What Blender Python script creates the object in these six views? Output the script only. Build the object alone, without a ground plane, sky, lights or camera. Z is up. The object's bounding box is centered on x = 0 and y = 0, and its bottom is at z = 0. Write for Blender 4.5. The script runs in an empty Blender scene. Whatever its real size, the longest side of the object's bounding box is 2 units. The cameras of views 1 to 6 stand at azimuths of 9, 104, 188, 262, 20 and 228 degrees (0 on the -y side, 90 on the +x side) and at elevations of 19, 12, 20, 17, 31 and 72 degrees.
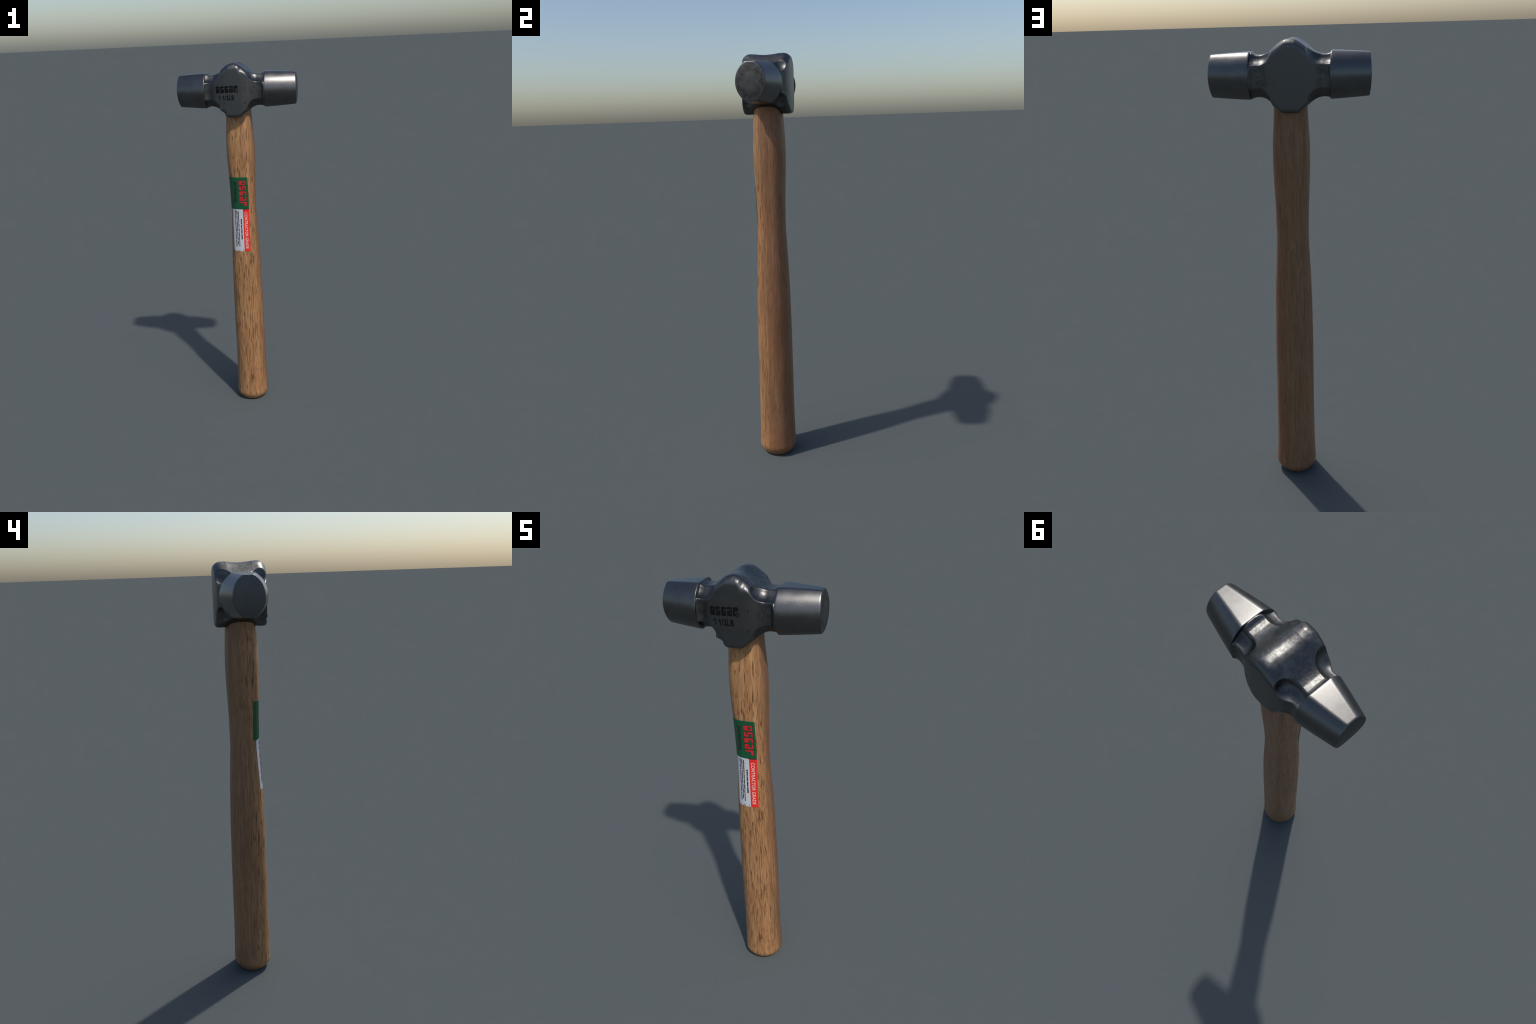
# Double-faced club hammer: forged steel head on a turned hardwood handle with a printed label.
import bpy, bmesh, math, random
import numpy as np
from mathutils import Vector, noise

random.seed(7)
COL = bpy.context.scene.collection

# ------------------------------------------------------------------ helpers
def link(name, mesh, parent=None, mat=None):
    ob = bpy.data.objects.new(name, mesh)
    COL.objects.link(ob)
    if parent is not None:
        ob.parent = parent
    if mat is not None:
        mesh.materials.append(mat)
    return ob

def smooth(mesh, angle=None):
    mesh.polygons.foreach_set('use_smooth', [True] * len(mesh.polygons))
    if angle is not None:
        mesh.set_sharp_from_angle(angle=math.radians(angle))

def smax(a, b, k):
    h = np.clip(0.5 + 0.5 * (a - b) / k, 0.0, 1.0)
    return b * (1 - h) + a * h + k * h * (1 - h)

def smin(a, b, k):
    return -smax(-a, -b, k)

def curve_through(points):
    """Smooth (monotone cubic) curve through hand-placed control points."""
    px = np.array([p[0] for p in points], float)
    py = np.array([p[1] for p in points], float)
    d = np.diff(py) / np.diff(px)
    m = np.zeros_like(py)
    m[0], m[-1] = d[0], d[-1]
    for i in range(1, len(px) - 1):
        m[i] = 0.0 if d[i - 1] * d[i] <= 0 else 2 * d[i - 1] * d[i] / (d[i - 1] + d[i])
    def f(x):
        x = np.clip(x, px[0], px[-1])
        i = np.clip(np.searchsorted(px, x) - 1, 0, len(px) - 2)
        h = px[i + 1] - px[i]
        t = (x - px[i]) / h
        return ((2*t**3 - 3*t**2 + 1) * py[i] + (t**3 - 2*t**2 + t) * h * m[i]
                + (-2*t**3 + 3*t**2) * py[i + 1] + (t**3 - t**2) * h * m[i + 1])
    return f

def bump_at(x, y, z, c, r):
    return np.exp(-(((x - c[0]) / r[0])**2 + ((y - c[1]) / r[1])**2 + ((z - c[2]) / r[2])**2))

# ------------------------------------------------------------------ sizes
HEAD_Z = 1.862            # axis of the head
FACE_X = 0.3178           # striking faces at +-FACE_X
SHOULDER_POS, SHOULDER_NEG = 0.151, -0.163

# profile of the forged eye body along x (u = distance from the body centre at x = -0.012)
BODY_X = -0.010
TOP = curve_through([(0, .1345), (.012, .1335), (.028, .129), (.045, .1195), (.060, .1085), (.078, .0945), (.093, .0855),
                     (.108, .0805), (.122, .0780), (.136, .0780), (.146, .0805), (.154, .0860), (.160, .0895), (.17, .0900)])
BOTTOM = curve_through([(0, .1355), (.030, .1345), (.045, .1255), (.058, .1165), (.074, .105), (.089, .0935),
                        (.102, .086), (.118, .0818), (.132, .0805), (.146, .0818), (.154, .0855), (.160, .0880), (.17, .0885)])
FLANK = curve_through([(0, .1135), (.040, .1128), (.066, .1095), (.082, .1055), (.092, .1005), (.102, .0945),
                       (.114, .0890), (.130, .0872), (.144, .0890), (.153, .0940), (.160, .0992), (.17, .1000)])

def body_field(x, y, z):
    """<0 inside the eye body with its two necks; z measured from the head axis."""
    u = np.abs(x - BODY_X)
    ay, az = np.abs(y), np.abs(z)
    core = np.exp(-(u / 0.05)**2)
    saddle = core * (0.005 * np.clip(1 - (ay / 0.055)**2, 0, 1))
    top = z - (TOP(u) + 0.0035 * core) + saddle
    arch = 0.012 * np.exp(-(ay / 0.062)**6) * np.clip(1 - u / 0.09, 0, 1)
    low = -z - (BOTTOM(u) - arch)
    flank = ay - FLANK(np.where(x < BODY_X, np.where(u < .14, u - 0.010 * np.clip((u - .05) / .04, 0, 1) * np.clip((.14 - u) / .02, 0, 1), u), u))
    # cheek outline: octagon whose slanted sides recede towards the cheek
    uc = np.minimum(u, 0.101 + 0.15 * np.clip(u - 0.101, 0, 1))
    slant_top = (uc + az) * 0.7071 - (0.1115 + 0.52 * np.clip(0.116 - ay, 0, 1))
    slant_low = (uc + az) * 0.7071 - (0.1165 + 0.40 * np.clip(0.116 - ay, 0, 1))
    slant = np.where(z > 0, slant_top, slant_low) * 0.9
    # rounded brow where the crown rolls into the cheek
    brow = (z * 0.78 + ay * 0.62) - (0.1655 - 0.55 * np.clip(u - 0.02, 0, 1))
    f = smax(smax(flank, low, 0.016), top, 0.022)
    f = smax(f, np.where(z > 0, brow, -1.0), 0.012)
    f = smax(f, slant, 0.007)
    # four pairs of ball-shaped scoops between shoulder, neck and cheek
    sx = np.where(x > 0, SHOULDER_POS - 0.036, SHOULDER_NEG + 0.036)
    away = np.where(x > 0, x - sx, sx - x)            # >0 towards the shoulder, where the scoop runs straight
    dx = np.where(away > 0, np.clip(away - 0.014, 0, 1) * 0.75, away)
    ball = np.where(z > 0, 0.0540, 0.0520) - np.sqrt(dx**2 + (ay - 0.090)**2 + (az - 0.0985)**2)
    f = smax(f, ball, 0.006)
    # the neck flares into the round shoulder of each poll
    gap = np.clip(np.where(x > 0, SHOULDER_POS - x, x - SHOULDER_NEG), 0, 1)
    f = smax(f, np.sqrt(y**2 + z**2) - (0.1018 + 1.6 * gap), 0.003)
    # forging flaws: a nick at the lower front corner and a rippled brow
    f = f + 0.010 * bump_at(x, y, z, (-0.068, -0.105, -0.112), (0.013, 0.035, 0.010))
    f = f - 0.004 * bump_at(x, y, z, (-0.086, -0.100, -0.092), (0.010, 0.03, 0.010))
    f = f + 0.003 * bump_at(x, y, z, (0.035, -0.108, 0.105), (0.010, 0.02, 0.014))
    f = f - 0.003 * bump_at(x, y, z, (0.020, -0.095, 0.122), (0.009, 0.02, 0.012))
    f = f - 0.003 * bump_at(x, y, z, (-0.004, -0.085, 0.130), (0.014, 0.018, 0.012))
    return f

def poll_field(x, y, z):
    """Tapered poll: two arcs drawn together towards the face, flat above and below."""
    ax = np.where(x > 0, x - SHOULDER_POS, SHOULDER_NEG - x)
    span = np.where(x > 0, FACE_X - SHOULDER_POS, FACE_X + SHOULDER_NEG)
    t = np.clip(ax / span, 0, 1)
    c = -0.0315 * t**1.12
    rad = 0.1020 - 0.0045 * t
    side = np.sqrt((np.abs(y) - c)**2 + z**2) - rad
    ztop = np.where(z > 0, 0.0905 - 0.0083 * t**1.3, 0.0900 - 0.0083 * t**1.3)
    flat = np.abs(z) - ztop
    return smax(side, flat, 0.0035)

def radial_solve(field, x, theta, rmax=0.22):
    lo = np.zeros_like(x); hi = np.full_like(x, rmax)
    cy, cz = np.cos(theta), np.sin(theta)
    for _ in range(26):
        mid = 0.5 * (lo + hi)
        inside = field(x, mid * cy, mid * cz) < 0
        lo = np.where(inside, mid, lo)
        hi = np.where(inside, hi, mid)
    return 0.5 * (lo + hi)

def loft_from_rings(name, xs, rings_r, theta, cap_start=True, cap_end=True, inset=()):
    n = len(theta)
    verts, faces = [], []
    cy, cz = np.cos(theta), np.sin(theta)
    for x, r in zip(xs, rings_r):
        verts += [(float(x), float(r[j] * cy[j]), float(r[j] * cz[j]) + HEAD_Z) for j in range(n)]
    m = len(xs)
    for i in range(m - 1):
        a, b = i * n, (i + 1) * n
        for j in range(n):
            k = (j + 1) % n
            faces.append((a + j, a + k, b + k, b + j))
    if cap_start:
        faces.append(tuple(range(n - 1, -1, -1)))
    if cap_end:
        faces.append(tuple(range((m - 1) * n, m * n)))
    me = bpy.data.meshes.new(name)
    me.from_pydata(verts, [], faces)
    bm = bmesh.new(); bm.from_mesh(me)
    bmesh.ops.recalc_face_normals(bm, faces=bm.faces)
    bm.to_mesh(me); bm.free()
    return me

# ------------------------------------------------------------------ node helpers
class Nodes:
    def __init__(self, name):
        self.mat = bpy.data.materials.new(name)
        self.mat.use_nodes = True
        self.t = self.mat.node_tree
        self.bsdf = self.t.nodes['Principled BSDF']
        self.co = self.t.nodes.new('ShaderNodeTexCoord').outputs['Object']
    def node(self, kind, **kw):
        n = self.t.nodes.new(kind)
        for k, v in kw.items():
            setattr(n, k, v)
        return n
    def link(self, a, b):
        self.t.links.new(a, b)
    def mapped(self, scale, loc=(0, 0, 0), rot=(0, 0, 0), src=None):
        n = self.node('ShaderNodeMapping')
        n.inputs['Scale'].default_value = scale
        n.inputs['Location'].default_value = loc
        n.inputs['Rotation'].default_value = rot
        self.link(src or self.co, n.inputs['Vector'])
        return n.outputs['Vector']
    def noise(self, vec, scale=1.0, detail=3.0, rough=0.5, dist=0.0):
        n = self.node('ShaderNodeTexNoise')
        n.inputs['Scale'].default_value = scale
        n.inputs['Detail'].default_value = detail
        n.inputs['Roughness'].default_value = rough
        n.inputs['Distortion'].default_value = dist
        self.link(vec, n.inputs['Vector'])
        return n.outputs['Fac']
    def ramp(self, fac, stops, smooth_=False):
        n = self.node('ShaderNodeValToRGB')
        if smooth_:
            n.color_ramp.interpolation = 'EASE'
        e = n.color_ramp.elements
        while len(e) < len(stops):
            e.new(0.5)
        for el, (p, c) in zip(e, stops):
            el.position = p
            el.color = (c, c, c, 1) if isinstance(c, (int, float)) else (*c, 1)
        self.link(fac, n.inputs['Fac'])
        return n.outputs['Color']
    def mix(self, fac, a, b, mode='MIX'):
        n = self.node('ShaderNodeMix', data_type='RGBA', blend_type=mode)
        for sock, v in ((n.inputs['Factor'], fac), (n.inputs['A'], a), (n.inputs['B'], b)):
            if hasattr(v, 'is_linked'):
                self.link(v, sock)
            elif isinstance(v, (int, float)):
                sock.default_value = v if sock.type == 'VALUE' else (v, v, v, 1)
            else:
                sock.default_value = (*v, 1)
        return n.outputs['Result']
    def math(self, op, a, b=0.0, clamp=False):
        n = self.node('ShaderNodeMath', operation=op, use_clamp=clamp)
        for sock, v in ((n.inputs[0], a), (n.inputs[1], b)):
            if hasattr(v, 'is_linked'):
                self.link(v, sock)
            else:
                sock.default_value = v
        return n.outputs[0]
    def axis(self, which):
        n = self.node('ShaderNodeSeparateXYZ')
        self.link(self.co, n.inputs[0])
        return n.outputs[which]
    def maprange(self, v, a, b, c=0.0, d=1.0):
        n = self.node('ShaderNodeMapRange', interpolation_type='SMOOTHSTEP')
        self.link(v, n.inputs['Value'])
        for i, q in zip((1, 2, 3, 4), (a, b, c, d)):
            n.inputs[i].default_value = q
        return n.outputs[0]
    def bump(self, height, strength, distance):
        n = self.node('ShaderNodeBump')
        n.inputs['Strength'].default_value = strength
        n.inputs['Distance'].default_value = distance
        self.link(height, n.inputs['Height'])
        self.link(n.outputs['Normal'], self.bsdf.inputs['Normal'])
    def set(self, **kw):
        for k, v in kw.items():
            s = self.bsdf.inputs[k]
            if hasattr(v, 'is_linked'):
                self.link(v, s)
            elif isinstance(v, tuple):
                s.default_value = (*v, 1)
            else:
                s.default_value = v
        return self

def steel(name, tone, rough, mottled, grain_bump, cheeks=False):
    m = Nodes(name)
    cloud = m.noise(m.co, 22, 5, 0.6)
    fine = m.noise(m.co, 170, 3, 0.6)
    speck = m.noise(m.co, 420, 2, 0.5)
    lo = tuple(t * (1 - mottled) for t in tone)
    hi = tuple(t * (1 + mottled * 0.6) for t in tone)
    patch = m.ramp(cloud, [(0.36, 0.0), (0.66, 1.0)])
    grain = m.ramp(fine, [(0.32, 1.0 - 0.45 * mottled), (0.62, 1.0)])
    if cheeks:
        # scale-mottled crown and necks, evenly coated cheeks with a few pits
        on_cheek = m.maprange(m.math('ABSOLUTE', m.axis(1)), 0.094, 0.106)
        patch = m.mix(on_cheek, patch, 0.55)
        scale_ = m.noise(m.co, 75, 4, 0.65)
        grain = m.mix(on_cheek, m.ramp(scale_, [(0.33, 0.70), (0.70, 1.05)]), 1.0)
        pits = m.math('MULTIPLY', m.ramp(m.noise(m.co, 62, 1, 0.5), [(0.735, 0.0), (0.765, 0.8)]), on_cheek)
    c = m.mix(patch, lo, hi)
    c = m.mix(1.0, c, grain, 'MULTIPLY')
    if cheeks:
        c = m.mix(pits, c, tuple(t * 0.25 for t in tone))
    r = m.math('MULTIPLY_ADD', m.math('ADD', cloud, fine), 0.16)
    m.t.nodes[-1].inputs[2].default_value = rough - 0.16
    m.set(**{'Base Color': c, 'Metallic': 1.0, 'Roughness': r})
    m.bump(m.math('ADD', fine, m.math('MULTIPLY', speck, 0.4)), grain_bump, 0.002)
    return m.mat

def worn_face(name, tone):
    m = Nodes(name)
    n1 = m.noise(m.co, 45, 6, 0.7, 0.4)
    n2 = m.noise(m.co, 160, 3, 0.6)
    y, z = m.axis(1), m.math('SUBTRACT', m.axis(2), HEAD_Z)
    rr = m.math('SQRT', m.math('ADD', m.math('MULTIPLY', m.math('MULTIPLY', y, y), 1.6), m.math('MULTIPLY', z, z)))
    ring = m.math('MULTIPLY', m.maprange(rr, 0.030, 0.062), m.maprange(rr, 0.070, 0.080, 1.0, 0.0))
    soot = m.math('MULTIPLY', m.math('ADD', m.math('MULTIPLY', ring, 0.55), 0.35), m.ramp(n1, [(0.36, 0.0), (0.62, 1.0)]), True)
    c = m.mix(soot, tone, tuple(t * 0.28 for t in tone))
    m.set(**{'Base Color': c, 'Metallic': 0.85, 'Roughness': 0.55})
    m.bump(n2, 0.15, 0.002)
    return m.mat

def ink(name, col, rough=0.45, grime=0.0, spec=0.4):
    m = Nodes(name)
    n = m.noise(m.co, 240, 3, 0.6)
    c = m.mix(m.ramp(n, [(0.35, 0.0), (0.7, 1.0)]), tuple(v * (1 - grime) for v in col), col)
    m.set(**{'Base Color': c, 'Roughness': rough, 'Specular IOR Level': spec})
    return m.mat

def wood(name):
    m = Nodes(name)
    # long wandering fibres
    warp = m.noise(m.mapped((9, 9, 1.6)), 1.0, 2, 0.5)
    off = m.node('ShaderNodeVectorMath', operation='MULTIPLY_ADD')
    comb = m.node('ShaderNodeCombineXYZ')
    m.link(warp, comb.inputs[0]); m.link(warp, comb.inputs[1])
    m.link(comb.outputs[0], off.inputs[0])
    off.inputs[1].default_value = (0.035, 0.035, 0)
    m.link(m.co, off.inputs[2])
    wco = off.outputs[0]
    fibre = m.noise(m.mapped((210, 210, 5.0), src=wco), 1.0, 4, 0.65)
    streak = m.noise(m.mapped((60, 60, 1.8), src=wco), 1.0, 3, 0.6)
    blotch = m.noise(m.mapped((14, 14, 4.5)), 1.0, 3, 0.55)
    # sapwood on the front, redder heartwood round the sides and the back
    front = m.math('ADD', m.math('MULTIPLY', m.axis(1), -13.0), m.math('MULTIPLY', m.axis(0), -1.5))
    front = m.math('ADD', front, m.math('MULTIPLY', m.math('SUBTRACT', streak, 0.5), 1.5))
    front = m.math('ADD', front, m.math('MULTIPLY', m.math('SUBTRACT', blotch, 0.5), 1.6))
    front = m.maprange(front, -0.35, 1.0)
    heart = m.mix(m.ramp(streak, [(0.32, 0.0), (0.68, 1.0)]), (0.262, 0.134, 0.066), (0.325, 0.177, 0.090))
    flush = m.math('MULTIPLY', m.ramp(blotch, [(0.30, 0.25), (0.60, 1.0)]), m.maprange(m.axis(0), 0.0, 0.07, 0.15, 0.95))
    heart = m.mix(flush, heart, (0.245, 0.105, 0.048))
    sap = m.mix(m.ramp(streak, [(0.30, 0.0), (0.70, 1.0)]), (0.352, 0.176, 0.072), (0.485, 0.270, 0.116))
    sap = m.mix(m.ramp(blotch, [(0.42, 0.0), (0.75, 0.7)]), sap, (0.385, 0.168, 0.070))
    c = m.mix(front, heart, sap)
    c = m.mix(1.0, c, m.ramp(fibre, [(0.30, 0.70), (0.62, 1.06)]), 'MULTIPLY')
    # open pores: short dark dashes along the grain, densest on the front
    pore = m.noise(m.mapped((300, 300, 17.0), loc=(3, 1, 7), src=wco), 1.0, 2, 0.5)
    pore2 = m.noise(m.mapped((190, 190, 9.0), loc=(13, 5, 2), src=wco), 1.0, 2, 0.5)
    pm = m.math('MAXIMUM', m.ramp(pore, [(0.55, 0.0), (0.66, 0.85)]), m.ramp(pore2, [(0.585, 0.0), (0.68, 1.0)]))
    pm = m.math('MULTIPLY', pm, m.math('MULTIPLY_ADD', front, 0.62))
    m.t.nodes[-1].inputs[2].default_value = 0.12
    c = m.mix(pm, c, (0.110, 0.048, 0.022))
    m.set(**{'Base Color': c, 'Roughness': 0.5, 'Specular IOR Level': 0.4})
    m.bump(m.math('SUBTRACT', fibre, m.math('MULTIPLY', pm, 0.8)), 0.22, 0.0025)
    return m.mat

M_POLL = steel('satin_ground_steel', (0.146, 0.145, 0.143), 0.36, 0.08, 0.03)
M_BODY = steel('blackened_forged_steel', (0.128, 0.128, 0.126), 0.40, 0.22, 0.06, True)
M_FACE = worn_face('worn_striking_face', (0.105, 0.105, 0.102))
M_FACE2 = steel('plain_striking_face', (0.125, 0.125, 0.122), 0.55, 0.10, 0.06)
M_WOOD = wood('varnished_hardwood')
M_STAMP = ink('flat_black_lettering', (0.006, 0.006, 0.007), 0.8, spec=0.08)
M_GREEN = ink('green_print', (0.010, 0.104, 0.042), 0.42, 0.30)
M_RED = ink('red_print', (0.80, 0.030, 0.022), 0.42, 0.12)
M_REDINK = ink('red_ink', (0.56, 0.026, 0.024), 0.42, 0.15)
M_WHITE = ink('white_paper', (0.56, 0.57, 0.60), 0.45, 0.06)
M_INKBLACK = ink('black_ink', (0.012, 0.014, 0.014), 0.5)
M_CREAM = ink('pale_ink', (0.78, 0.58, 0.50), 0.45)
M_GREY = ink('grey_ink', (0.34, 0.28, 0.29), 0.5, 0.2)

# ------------------------------------------------------------------ the thing
hammer = bpy.data.objects.new('hammer', None)
COL.objects.link(hammer)
hammer['label'] = 'double faced hammer with dark steel head and wooden handle'
hammer['category'] = 'hammer'

# ---- head body
NT = 480
theta = np.arange(NT) * 2 * math.pi / NT
xs = np.linspace(SHOULDER_NEG - 0.006, SHOULDER_POS + 0.006, 330)
X, TH = np.meshgrid(xs, theta, indexing='ij')
R = radial_solve(body_field, X, TH)
# hammered skin: shallow unevenness everywhere but on the flat cheeks
Y, Z = R * np.cos(TH), R * np.sin(TH)
flatness = np.clip((np.abs(Y) - 0.085) / 0.02, 0, 1)
for i in range(X.shape[0]):
    for j in range(NT):
        w = 1.0 - 0.9 * flatness[i, j]
        if w > 0.02:
            p = Vector((X[i, j], Y[i, j], Z[i, j]))
            R[i, j] += w * (0.0008 * noise.noise(p * 30) + 0.0002 * noise.noise(p * 110))
body_me = loft_from_rings('head_body', xs, R, theta)
smooth(body_me)
body = link('head_body', body_me, hammer, M_BODY)

# ---- polls with their striking faces
def crown_end(me, sign):
    """The striking end is crowned: its rim falls back above and below the axis."""
    for v in me.vertices:
        t = max(0.0, (sign * v.co.x - 0.17) / (FACE_X - 0.17))
        v.co.x -= sign * (0.0052 if sign > 0 else 0.0062) * t * ((v.co.z - HEAD_Z) / 0.082) ** 2

def build_poll(sign, face_mat):
    sh = SHOULDER_POS if sign > 0 else SHOULDER_NEG
    # stations from shoulder to face, with small rounded lips at both ends: (x, inset)
    st = [(sh, .0040), (sh + sign*.0003, .0020), (sh + sign*.0010, .0009), (sh + sign*.0020, .0003), (sh + sign*.006, 0.0)]
    st += [(sh + sign * (.006 + (abs(FACE_X - abs(sh)) - .010) * i / 40), 0.0) for i in range(1, 41)]
    e = FACE_X if sign > 0 else -0.3196
    st += [(e - sign*.0024, .0003), (e - sign*.0012, .0009), (e - sign*.0004, .0019), (e, .0032)]
    rings = []
    for x, ins in st:
        xx = np.full(NT, x)
        rings.append(radial_solve(poll_field, xx, theta) - ins)
    me = loft_from_rings('poll', [s[0] for s in st], rings, theta, True, False)
    crown_end(me, sign)
    smooth(me, 40)
    p = link('poll', me, hammer, M_POLL)
    # face: very slightly crowned disc closing the poll
    fr, fx = [], []
    for k in range(12):
        s = 1.0 - k / 12.0
        fr.append(rings[-1] * s); fx.append(e + sign * (0.0014 if sign > 0 else 0.0002) * (1 - s * s))
    fme = loft_from_rings('striking_face', fx, fr, theta, False, True)
    crown_end(fme, sign)
    smooth(fme)
    link('striking_face', fme, hammer, face_mat)
    return p

build_poll(1, M_FACE)
build_poll(-1, M_FACE2)

# ------------------------------------------------------------------ handle
H_X = curve_through([(0.0, .0640), (.004, .0705), (.010, .0765), (.018, .0825), (.028, .0885), (.037, .0922), (.047, .0940), (.060, .0932),
                     (.10, .0910), (.15, .0892), (.2, .0881), (.3, .0868), (.4, .0862), (.5, .0858), (.6, .0852),
                     (.7, .0842), (.8, .0828), (.9, .0808), (1.0, .0772), (1.1, .0722), (1.2, .0686), (1.3, .0697),
                     (1.4, .0728), (1.5, .0757), (1.55, .0760), (1.6, .0748), (1.65, .0716), (1.7, .0688), (1.74, .0670), (1.80, .0650)])
H_Y = curve_through([(0.0, .0625), (.004, .069), (.010, .075), (.018, .081), (.028, .087), (.037, .0905), (.047, .0922), (.060, .0917),
                     (.10, .0903), (.15, .0889), (.2, .0879), (.3, .0868), (.4, .0862), (.5, .0857), (.6, .0848),
                     (.7, .0835), (.8, .0818), (.9, .0794), (1.0, .0758), (1.1, .0712), (1.2, .0670), (1.3, .0674),
                     (1.4, .0702), (1.5, .0734), (1.55, .0739), (1.6, .0729), (1.65, .0710), (1.7, .0685), (1.74, .0660), (1.80, .0640)])
H_N = curve_through([(0, 2.1), (.05, 2.15), (.25, 2.22), (.5, 2.27), (.75, 2.28), (.95, 2.33), (1.1, 2.42), (1.25, 2.56), (1.45, 2.75), (1.6, 2.9), (1.8, 2.9)])
H_CX = curve_through([(0, .0025), (.4, .0022), (.8, .0015), (1.2, .0007), (1.5, 0.0), (1.65, -.0010), (1.8, -.0015)])

def handle_section(z, ang):
    """Point on the rounded-square handle section; ang 0 faces -y, growing towards +x."""
    a, b, n = float(H_X(z)), float(H_Y(z)), float(H_N(z))
    s, c = math.sin(ang), math.cos(ang)
    px = a * math.copysign(abs(s) ** (2 / n), s)
    py = -b * math.copysign(abs(c) ** (2 / n), c)
    return px + float(H_CX(z)), py

zs = [0.0, .002, .004, .007, .010, .014, .018, .023, .028, .033, .038, .043, .048, .055] + list(np.linspace(.065, 1.80, 170))
NA = 256
hv, hf = [], []
for z in zs:
    for j in range(NA):
        px, py = handle_section(z, 2 * math.pi * (j + 0.5) / NA)
        hv.append((px, py, float(z)))
for i in range(len(zs) - 1):
    for j in range(NA):
        k = (j + 1) % NA
        hf.append((i*NA + j, i*NA + k, (i+1)*NA + k, (i+1)*NA + j))
hf.append(tuple(range(NA - 1, -1, -1)))
hf.append(tuple(range((len(zs) - 1) * NA, len(zs) * NA)))
hme = bpy.data.meshes.new('handle')
hme.from_pydata(hv, [], hf)
bm = bmesh.new(); bm.from_mesh(hme); bmesh.ops.recalc_face_normals(bm, faces=bm.faces); bm.to_mesh(hme); bm.free()
smooth(hme, 35)
handle = link('handle', hme, hammer, M_WOOD)

# ------------------------------------------------------------------ flat artwork -> curved surfaces
_tables = {}
def on_handle(s, z, lift):
    """Wrap label coordinates (s = arc length from the front centre line, z = height) on to the handle."""
    key = round(z, 4)
    if key not in _tables:
        ang = np.linspace(-1.75, 1.75, 351)
        pts = np.array([handle_section(key, float(a)) for a in ang])
        seg = np.hypot(np.diff(pts[:, 0]), np.diff(pts[:, 1]))
        arc = np.concatenate([[0], np.cumsum(seg)]); arc -= arc[175]
        tang = np.gradient(pts, axis=0)
        nrm = np.stack([tang[:, 1], -tang[:, 0]], 1)
        nrm /= np.linalg.norm(nrm, axis=1)[:, None]
        _tables[key] = (arc, pts, nrm)
    arc, pts, nrm = _tables[key]
    x = np.interp(s, arc, pts[:, 0]); y = np.interp(s, arc, pts[:, 1])
    nx = np.interp(s, arc, nrm[:, 0]); ny = np.interp(s, arc, nrm[:, 1])
    l = math.hypot(nx, ny)
    return (x + lift * nx / l, y + lift * ny / l, z)

def wrap_on_handle(uv, lift):
    return [on_handle(float(a), float(b), lift) for a, b in uv]

def drop_on_cheek(uv, lift):
    """Drop flat artwork (x, z) on to the front cheek of the head."""
    x, z = uv[:, 0], uv[:, 1]
    lo, hi = np.zeros_like(x), np.full_like(x, 0.16)
    for _ in range(26):
        mid = 0.5 * (lo + hi)
        inside = body_field(x, -mid, z - HEAD_Z) < 0
        lo, hi = np.where(inside, mid, lo), np.where(inside, hi, mid)
    return [(float(a), -(float(d) + lift), float(b)) for a, d, b in zip(x, lo, z)]

def cut_grid(bm, step, axes=(0, 1)):
    for ax in axes:
        vals = [v.co[ax] for v in bm.verts]
        lo, hi = min(vals), max(vals)
        k = math.floor(lo / step) + 1
        while k * step < hi:
            n = Vector((1, 0, 0)) if ax == 0 else Vector((0, 1, 0))
            bmesh.ops.bisect_plane(bm, geom=bm.verts[:] + bm.edges[:] + bm.faces[:], dist=1e-7, plane_co=n * (k * step), plane_no=n)
            k += 1

def wrap_mesh(name, flat_me, place, lift, mat, parent, step=0.004, axes=(0, 1), thick=0.0):
    """Take artwork drawn in the xy plane and lay it on a surface through place(u, v, lift)."""
    bm = bmesh.new(); bm.from_mesh(flat_me)
    bmesh.ops.remove_doubles(bm, verts=bm.verts, dist=1e-7)
    cut_grid(bm, step, axes)
    uv = np.array([(v.co.x, v.co.y) for v in bm.verts])
    top = dict(zip(bm.verts[:], place(uv, lift)))
    if thick > 0:
        low = dict(zip(bm.verts[:], place(uv, lift - thick)))
        rim = [e for e in bm.edges if len(e.link_faces) == 1]
        twin = {}
        for v, co in top.items():
            v.co = co
        for e in rim:
            q = []
            for v in e.verts:
                if v not in twin:
                    twin[v] = bm.verts.new(low[v])
                q.append(twin[v])
            bm.faces.new((e.verts[0], e.verts[1], q[1], q[0]))
    else:
        for v, co in top.items():
            v.co = co
    bmesh.ops.recalc_face_normals(bm, faces=bm.faces)
    me = bpy.data.meshes.new(name)
    bm.to_mesh(me); bm.free()
    # artwork faces outwards, i.e. towards -y
    flip = [p for p in me.polygons if p.area > 0]
    if flip and sum(p.normal.y * p.area for p in flip) > 0:
        me.flip_normals()
    smooth(me, 40)
    return link(name, me, parent, mat)

def evaluated_mesh(curve):
    ob = bpy.data.objects.new('tmp_artwork', curve)
    COL.objects.link(ob)
    dg = bpy.context.evaluated_depsgraph_get()
    dg.update()
    me = bpy.data.meshes.new_from_object(ob.evaluated_get(dg))
    bpy.data.objects.remove(ob)
    return me

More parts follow.
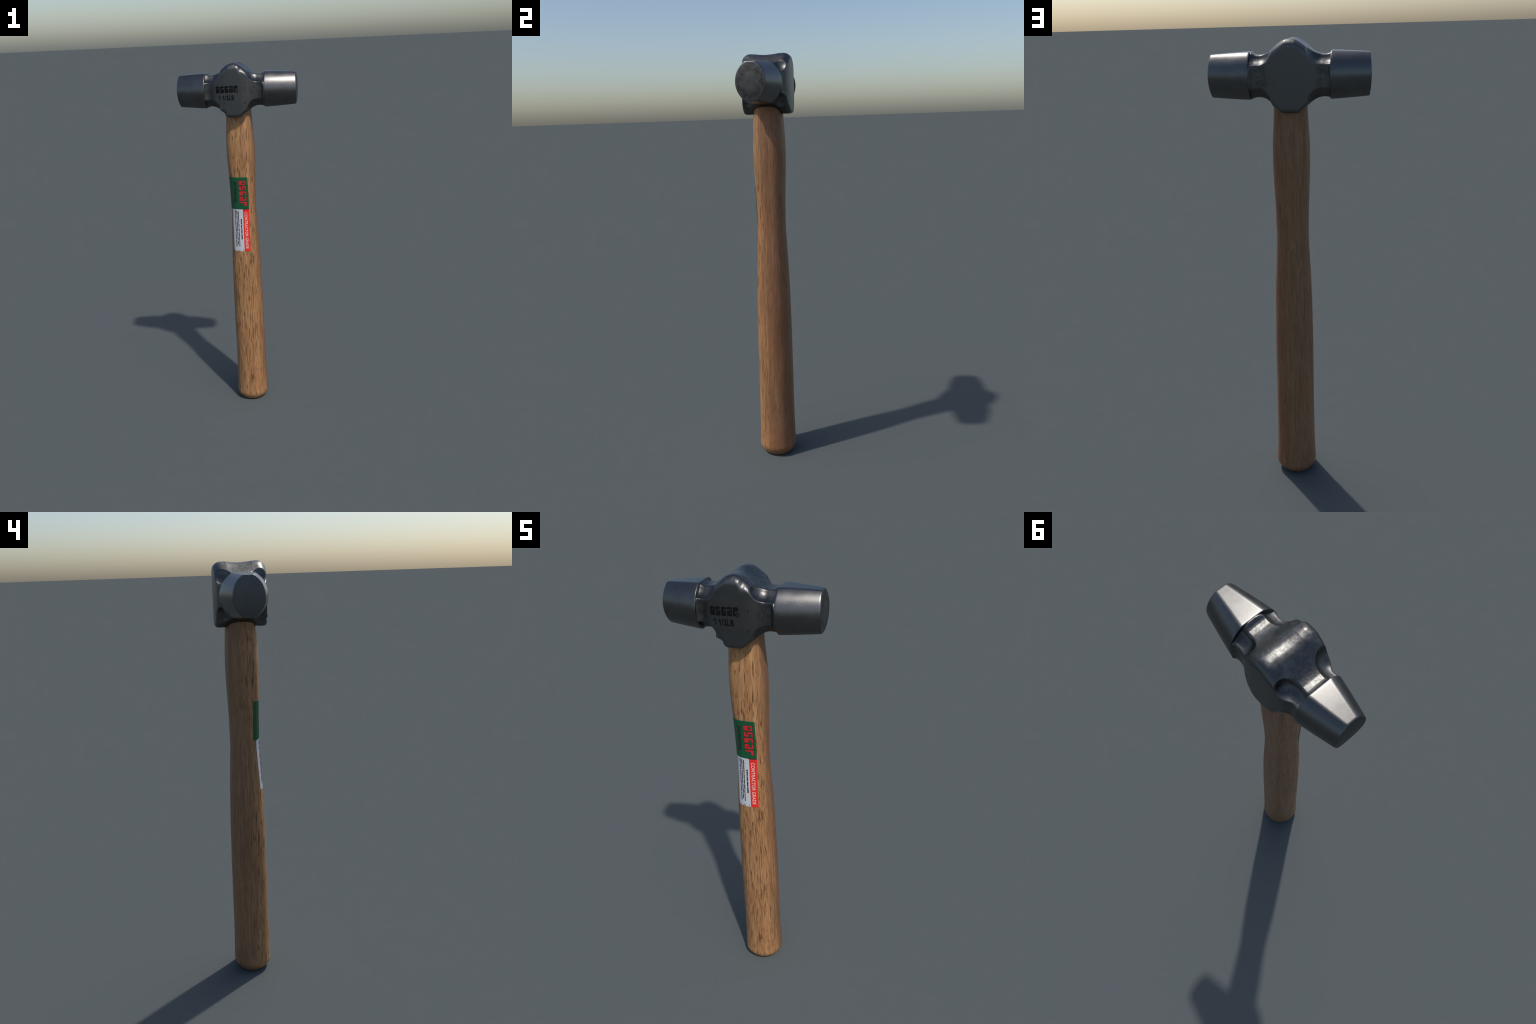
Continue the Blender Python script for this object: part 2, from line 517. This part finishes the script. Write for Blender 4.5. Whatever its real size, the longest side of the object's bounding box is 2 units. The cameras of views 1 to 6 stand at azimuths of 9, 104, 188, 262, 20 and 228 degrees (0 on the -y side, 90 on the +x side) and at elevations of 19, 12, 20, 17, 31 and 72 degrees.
def filled(loops):
    """Filled 2D shape from closed outlines (first outer, others holes)."""
    cu = bpy.data.curves.new('tmp_outline', 'CURVE')
    cu.dimensions = '2D'; cu.fill_mode = 'BOTH'
    for lp in loops:
        sp = cu.splines.new('POLY')
        sp.points.add(len(lp) - 1)
        for p, (a, b) in zip(sp.points, lp):
            p.co = (a, b, 0, 1)
        sp.use_cyclic_u = True
    return evaluated_mesh(cu)

def rounded(poly, r, seg=4):
    out = []
    n = len(poly)
    for i in range(n):
        p0, p1, p2 = Vector(poly[i-1]), Vector(poly[i]), Vector(poly[(i+1) % n])
        rr = r[i] if isinstance(r, (list, tuple)) else r
        d0, d1 = p0 - p1, p2 - p1
        rr = min(rr, d0.length * 0.48, d1.length * 0.48)
        if rr <= 1e-6:
            out.append(tuple(p1)); continue
        a, b = p1 + d0.normalized() * rr, p1 + d1.normalized() * rr
        for k in range(seg + 1):
            t = k / seg
            q = a * (1-t)**2 + p1 * 2*t*(1-t) + b * t*t
            out.append((q.x, q.y))
    return out

def grow(poly, d):
    """Offset a closed outline outwards by d."""
    n = len(poly)
    area = sum(poly[i][0]*poly[(i+1) % n][1] - poly[(i+1) % n][0]*poly[i][1] for i in range(n))
    sg = 1 if area > 0 else -1
    out = []
    for i in range(n):
        p0, p1, p2 = Vector(poly[i-1]), Vector(poly[i]), Vector(poly[(i+1) % n])
        e0, e1 = (p1 - p0).normalized(), (p2 - p1).normalized()
        n0, n1 = Vector((e0.y, -e0.x)) * sg, Vector((e1.y, -e1.x)) * sg
        out.append(tuple(p1 + (n0 + n1) * (d / (1 + n0.dot(n1)))))
    return out

# blocky lower-case letters in a cell 1 wide and 1.42 high: (outer, holes)
def block_letters(slot, hole):
    H = 1.42
    s1, s2 = 0.92, 0.92 + slot          # upper slot
    return [
        ([(0, 0), (1, 0), (1, H), (0, H)], [[(.5-hole, .98-hole*1.5), (.5+hole, .98-hole*1.5), (.5+hole, .98+hole*1.5), (.5-hole, .98+hole*1.5)]]),
        ([(0, 0), (1, 0), (1, .84), (.42, s1), (.42, s2), (1, s2), (1, H), (0, H), (0, .66), (.55, .66), (.55, .66-slot*.7), (0, .66-slot*.7)], []),
        ([(0, 0), (1, 0), (1, .82), (.45, .82), (.45, .82+slot*1.25), (1, .82+slot*1.25), (1, H), (0, H)], []),
        ([(0, 0), (1, 0), (1, H), (0, H), (0, s2), (.70, s2), (.70, s1-.04), (0, s1-.04)], [[(.62-hole*.9, .38), (.62+hole*.6, .38), (.62+hole*.6, .38+hole*1.9), (.62-hole*.9, .38+hole*1.9)]]),
        ([(0, 0), (.40, 0), (.40, .80), (1.05, .80), (1.05, H), (0, H)], []),
    ]

# the printed version: heavy foot, thin top bar
LABEL_LETTERS = [
    ([(0, 0), (1, 0), (1, 1.42), (0, 1.42)], [[(.26, .72), (.74, .72), (.74, 1.20), (.26, 1.20)]]),
    ([(0, 0), (1, 0), (1, .80), (.34, .80), (.34, 1.20), (1, 1.20), (1, 1.42), (0, 1.42), (0, .58), (.62, .58), (.62, .42), (0, .42)], []),
    ([(0, 0), (1, 0), (1, .72), (.36, .72), (.36, 1.20), (1, 1.20), (1, 1.42), (0, 1.42)], []),
    ([(0, 0), (1, 0), (1, 1.42), (0, 1.42), (0, 1.18), (.68, 1.18), (.68, .80), (0, .80)], [[(.34, .36), (.66, .36), (.66, .60), (.34, .60)]]),
    ([(0, 0), (.30, 0), (.30, .98), (1.05, .98), (1.05, 1.42), (0, 1.42)], []),
]

def letter_loops(letter, cell, origin, rot, expand=0.0, corner=.12):
    outer, holes = letter
    loops = []
    for k, lp in enumerate([outer] + holes):
        q = grow(lp, expand if k == 0 else -expand) if expand else lp
        q = rounded(q, corner if k == 0 else corner * .6)
        pts = []
        for a, b in q:
            a, b = a * cell[0], b * cell[1] / 1.42
            pts.append((origin[0] + b, origin[1] - a) if rot else (origin[0] + a, origin[1] + b))
        loops.append(pts)
    return loops

def text_mesh(body, size, shear=0.0, spacing=1.0, bold=0.0):
    cu = bpy.data.curves.new('tmp_text', 'FONT')
    cu.body = body; cu.size = size; cu.shear = shear; cu.space_character = spacing; cu.offset = bold
    cu.resolution_u = 4
    return evaluated_mesh(cu)

def fit(me, x0, x1, y0, y1, rot=False):
    """Scale flat artwork into a box; rot turns it to read downwards (letter tops towards +x)."""
    co = np.array([v.co[:2] for v in me.vertices])
    lo, hi = co.min(0), co.max(0)
    t = (co - lo) / (hi - lo)
    for v, (a, b) in zip(me.vertices, t):
        if rot:
            v.co = (x0 + b * (x1 - x0), y1 - a * (y1 - y0), 0)
        else:
            v.co = (x0 + a * (x1 - x0), y0 + b * (y1 - y0), 0)
    return me

# ---- stamped words on the cheek
def stamp(name, me, lift=0.0006):
    return wrap_mesh(name, me, drop_on_cheek, lift, M_STAMP, body, 0.006)

x0, cellw, cellh = -0.0985, 0.0205, 0.0345
for k, L in enumerate(block_letters(0.13, 0.11)):
    xo = x0 + k * 0.0238
    stamp('stamped_letter', filled(letter_loops(L, (cellw, cellh), (xo, 1.8530 + 0.0006 * k), False, corner=.16)))
# small registered sign: ring with an R
def ring_loops(cx, cz, r0, r1, n=28):
    return [[(cx + r * math.cos(2*math.pi*i/n), cz + r * math.sin(2*math.pi*i/n)) for i in range(n)] for r in (r1, r0)]
stamp('stamped_ring', filled(ring_loops(0.0130, 1.8620, 0.0050, 0.0077)))
stamp('stamped_letter', fit(text_mesh('R', 0.01), 0.0108, 0.0156, 1.8588, 1.8652))
def numeral_one(x, z, w, h):
    return [[(x + w*a, z + h*b) for a, b in ((.62, 0), (1, 0), (.93, 1), (.62, 1), (.50, .86), (0, .68), (0, .50), (.18, .50), (.56, .66))]]
stamp('stamped_numeral', filled(numeral_one(-0.0868, 1.8185, 0.0095, 0.0245)))
stamp('stamped_numeral', filled(numeral_one(-0.0655, 1.8180, 0.0095, 0.0245)))
stamp('stamped_numeral', filled([[(-.0535, 1.8168), (-.0503, 1.8168), (-.0458, 1.8420), (-.0490, 1.8420)]]))
stamp('stamped_numeral', fit(text_mesh('2', 0.03, bold=0.0012), -0.0440, -0.0325, 1.8170, 1.8420))
stamp('stamped_letter', fit(text_mesh('L', 0.03, bold=0.0012), -0.0310, -0.0190, 1.8168, 1.8420))
stamp('stamped_letter', fit(text_mesh('B', 0.03, bold=0.0012), -0.0165, -0.0020, 1.8168, 1.8425))

# ------------------------------------------------------------------ label on the handle
Z_TOP, Z_MID, Z_LOW = 1.399, 1.217, 0.972
S_LEFT, S_SPLIT, S_RIGHT = -0.078, 0.0045, 0.0395
W_LEFT = -0.0585

def panel(name, poly, radii, mat, parent, lift):
    return wrap_mesh(name, filled([rounded(poly, radii, 6)]), wrap_on_handle, lift, mat, parent, 0.005, (0, 1), 0.0012)

label = panel('label', [(S_LEFT, Z_MID), (S_RIGHT, Z_MID), (S_RIGHT, Z_TOP), (S_LEFT, Z_TOP)], [0, 0, .010, .004], M_GREEN, hammer, 0.0011)
panel('white_panel', [(W_LEFT, Z_LOW), (S_SPLIT, Z_LOW), (S_SPLIT, Z_MID - .0002), (W_LEFT - .004, Z_MID - .0002)], [.012, 0, 0, 0], M_WHITE, label, 0.0009)
panel('red_panel', [(S_SPLIT, Z_LOW), (S_RIGHT - .0005, Z_LOW), (S_RIGHT - .0005, Z_MID - .0002), (S_SPLIT, Z_MID - .0002)], [0, .008, 0, 0], M_RED, label, 0.0009)
panel('dark_border', [(S_SPLIT - .002, Z_MID - .001), (S_RIGHT, Z_MID - .001), (S_RIGHT, Z_MID + .003), (S_SPLIT - .002, Z_MID + .002)], 0, M_INKBLACK, label, 0.0013)

def printed(name, me, mat, lift=0.0016):
    return wrap_mesh(name, me, wrap_on_handle, lift, mat, label, 0.005)

for k, L in enumerate(LABEL_LETTERS):
    org = (-0.0105, 1.3790 - k * 0.0297)
    printed('letter_outline', filled(letter_loops(L, (0.0234, 0.0385), org, True, expand=.07, corner=.2)), M_INKBLACK, 0.0014)
    printed('printed_letter', filled(letter_loops(L, (0.0234, 0.0385), org, True, corner=.2)), M_REDINK, 0.0018)
printed('printed_dot', filled([[(-0.0055 + .0028*math.cos(i*.5236), 1.2415 + .0028*math.sin(i*.5236)) for i in range(12)]]), M_INKBLACK)

# smaller slanted word with tall first and last letters, and its underline
printed('printed_word', fit(text_mesh('ROFESSIONA', 0.02, 0.25, bold=0.0004), -0.0395, -0.0245, 1.264, 1.358, True), M_INKBLACK)
printed('printed_letter_black', fit(text_mesh('P', 0.02, 0.25, bold=0.0004), -0.0455, -0.0235, 1.3585, 1.3745, True), M_INKBLACK)
printed('printed_letter_black', fit(text_mesh('L', 0.02, 0.25, bold=0.0004), -0.0455, -0.0235, 1.250, 1.263, True), M_INKBLACK)
printed('underline', filled([[(-0.0455, 1.272), (-0.0435, 1.272), (-0.0435, 1.354), (-0.0455, 1.354)]]), ink('dark_red_ink', (0.30, 0.03, 0.03)))
printed('underline', filled([[(-0.0425, 1.272), (-0.0412, 1.272), (-0.0412, 1.352), (-0.0425, 1.352)]]), M_INKBLACK)

printed('printed_slogan', fit(text_mesh('CONTRACTOR GRADE', 0.02, spacing=1.05, bold=0.0002), 0.0125, 0.0285, 0.988, 1.199, True), M_CREAM)

# rows of small print: each word a little dash, too small to read
def print_row(s, w, z_from, z_to, words):
    total = sum(words) + 0.12 * (len(words) - 1)
    z = z_from
    bm = bmesh.new()
    for n in words:
        dz = (z_from - z_to) * n / total
        cnt = max(2, int(dz / 0.0022))
        for i in range(cnt):
            a = z - dz * i / cnt
            b = z - dz * (i + 0.86) / cnt
            ww = w * random.choice((0.8, 0.9, 1.0, 1.0))
            vs = [bm.verts.new(p) for p in ((s, b, 0), (s + ww, b, 0), (s + ww, a, 0), (s, a, 0))]
            bm.faces.new(vs)
        z -= dz + (z_from - z_to) * 0.12 / total
    me = bpy.data.meshes.new('tmp_row'); bm.to_mesh(me); bm.free()
    o = printed('small_print', me, M_INKBLACK)
    o['kind'] = 'stuff'

print_row(-0.0095, 0.0066, 1.162, 1.043, [1.3, 1.0, 1.1, 1.3])
print_row(-0.0240, 0.0050, 1.207, 1.000, [.7, 2.2, .9, 1, 1.1, .9, .4, .3, .5])
print_row(-0.0330, 0.0050, 1.209, 1.010, [1, .8, .3, 1.2, .7, .6, 1, .9])
print_row(-0.0420, 0.0050, 1.212, 1.000, [.8, .7, .2, 1.1, 1.0, .3, 1, 1.4])
printed('small_emblem', filled([[(-0.0255, 1.200), (-0.0255, 1.184), (-0.0165, 1.191)]]), M_GREY, 0.0015)
printed('small_emblem', filled([[(-0.0330, 0.976), (-0.0190, 0.9745), (-0.0190, 0.9795), (-0.0330, 0.981)]]), M_GREY)
printed('small_emblem', filled([[(-0.0035, 0.974), (-0.0005, 0.974), (-0.0005, 0.987), (-0.0035, 0.987)]]), M_GREY)
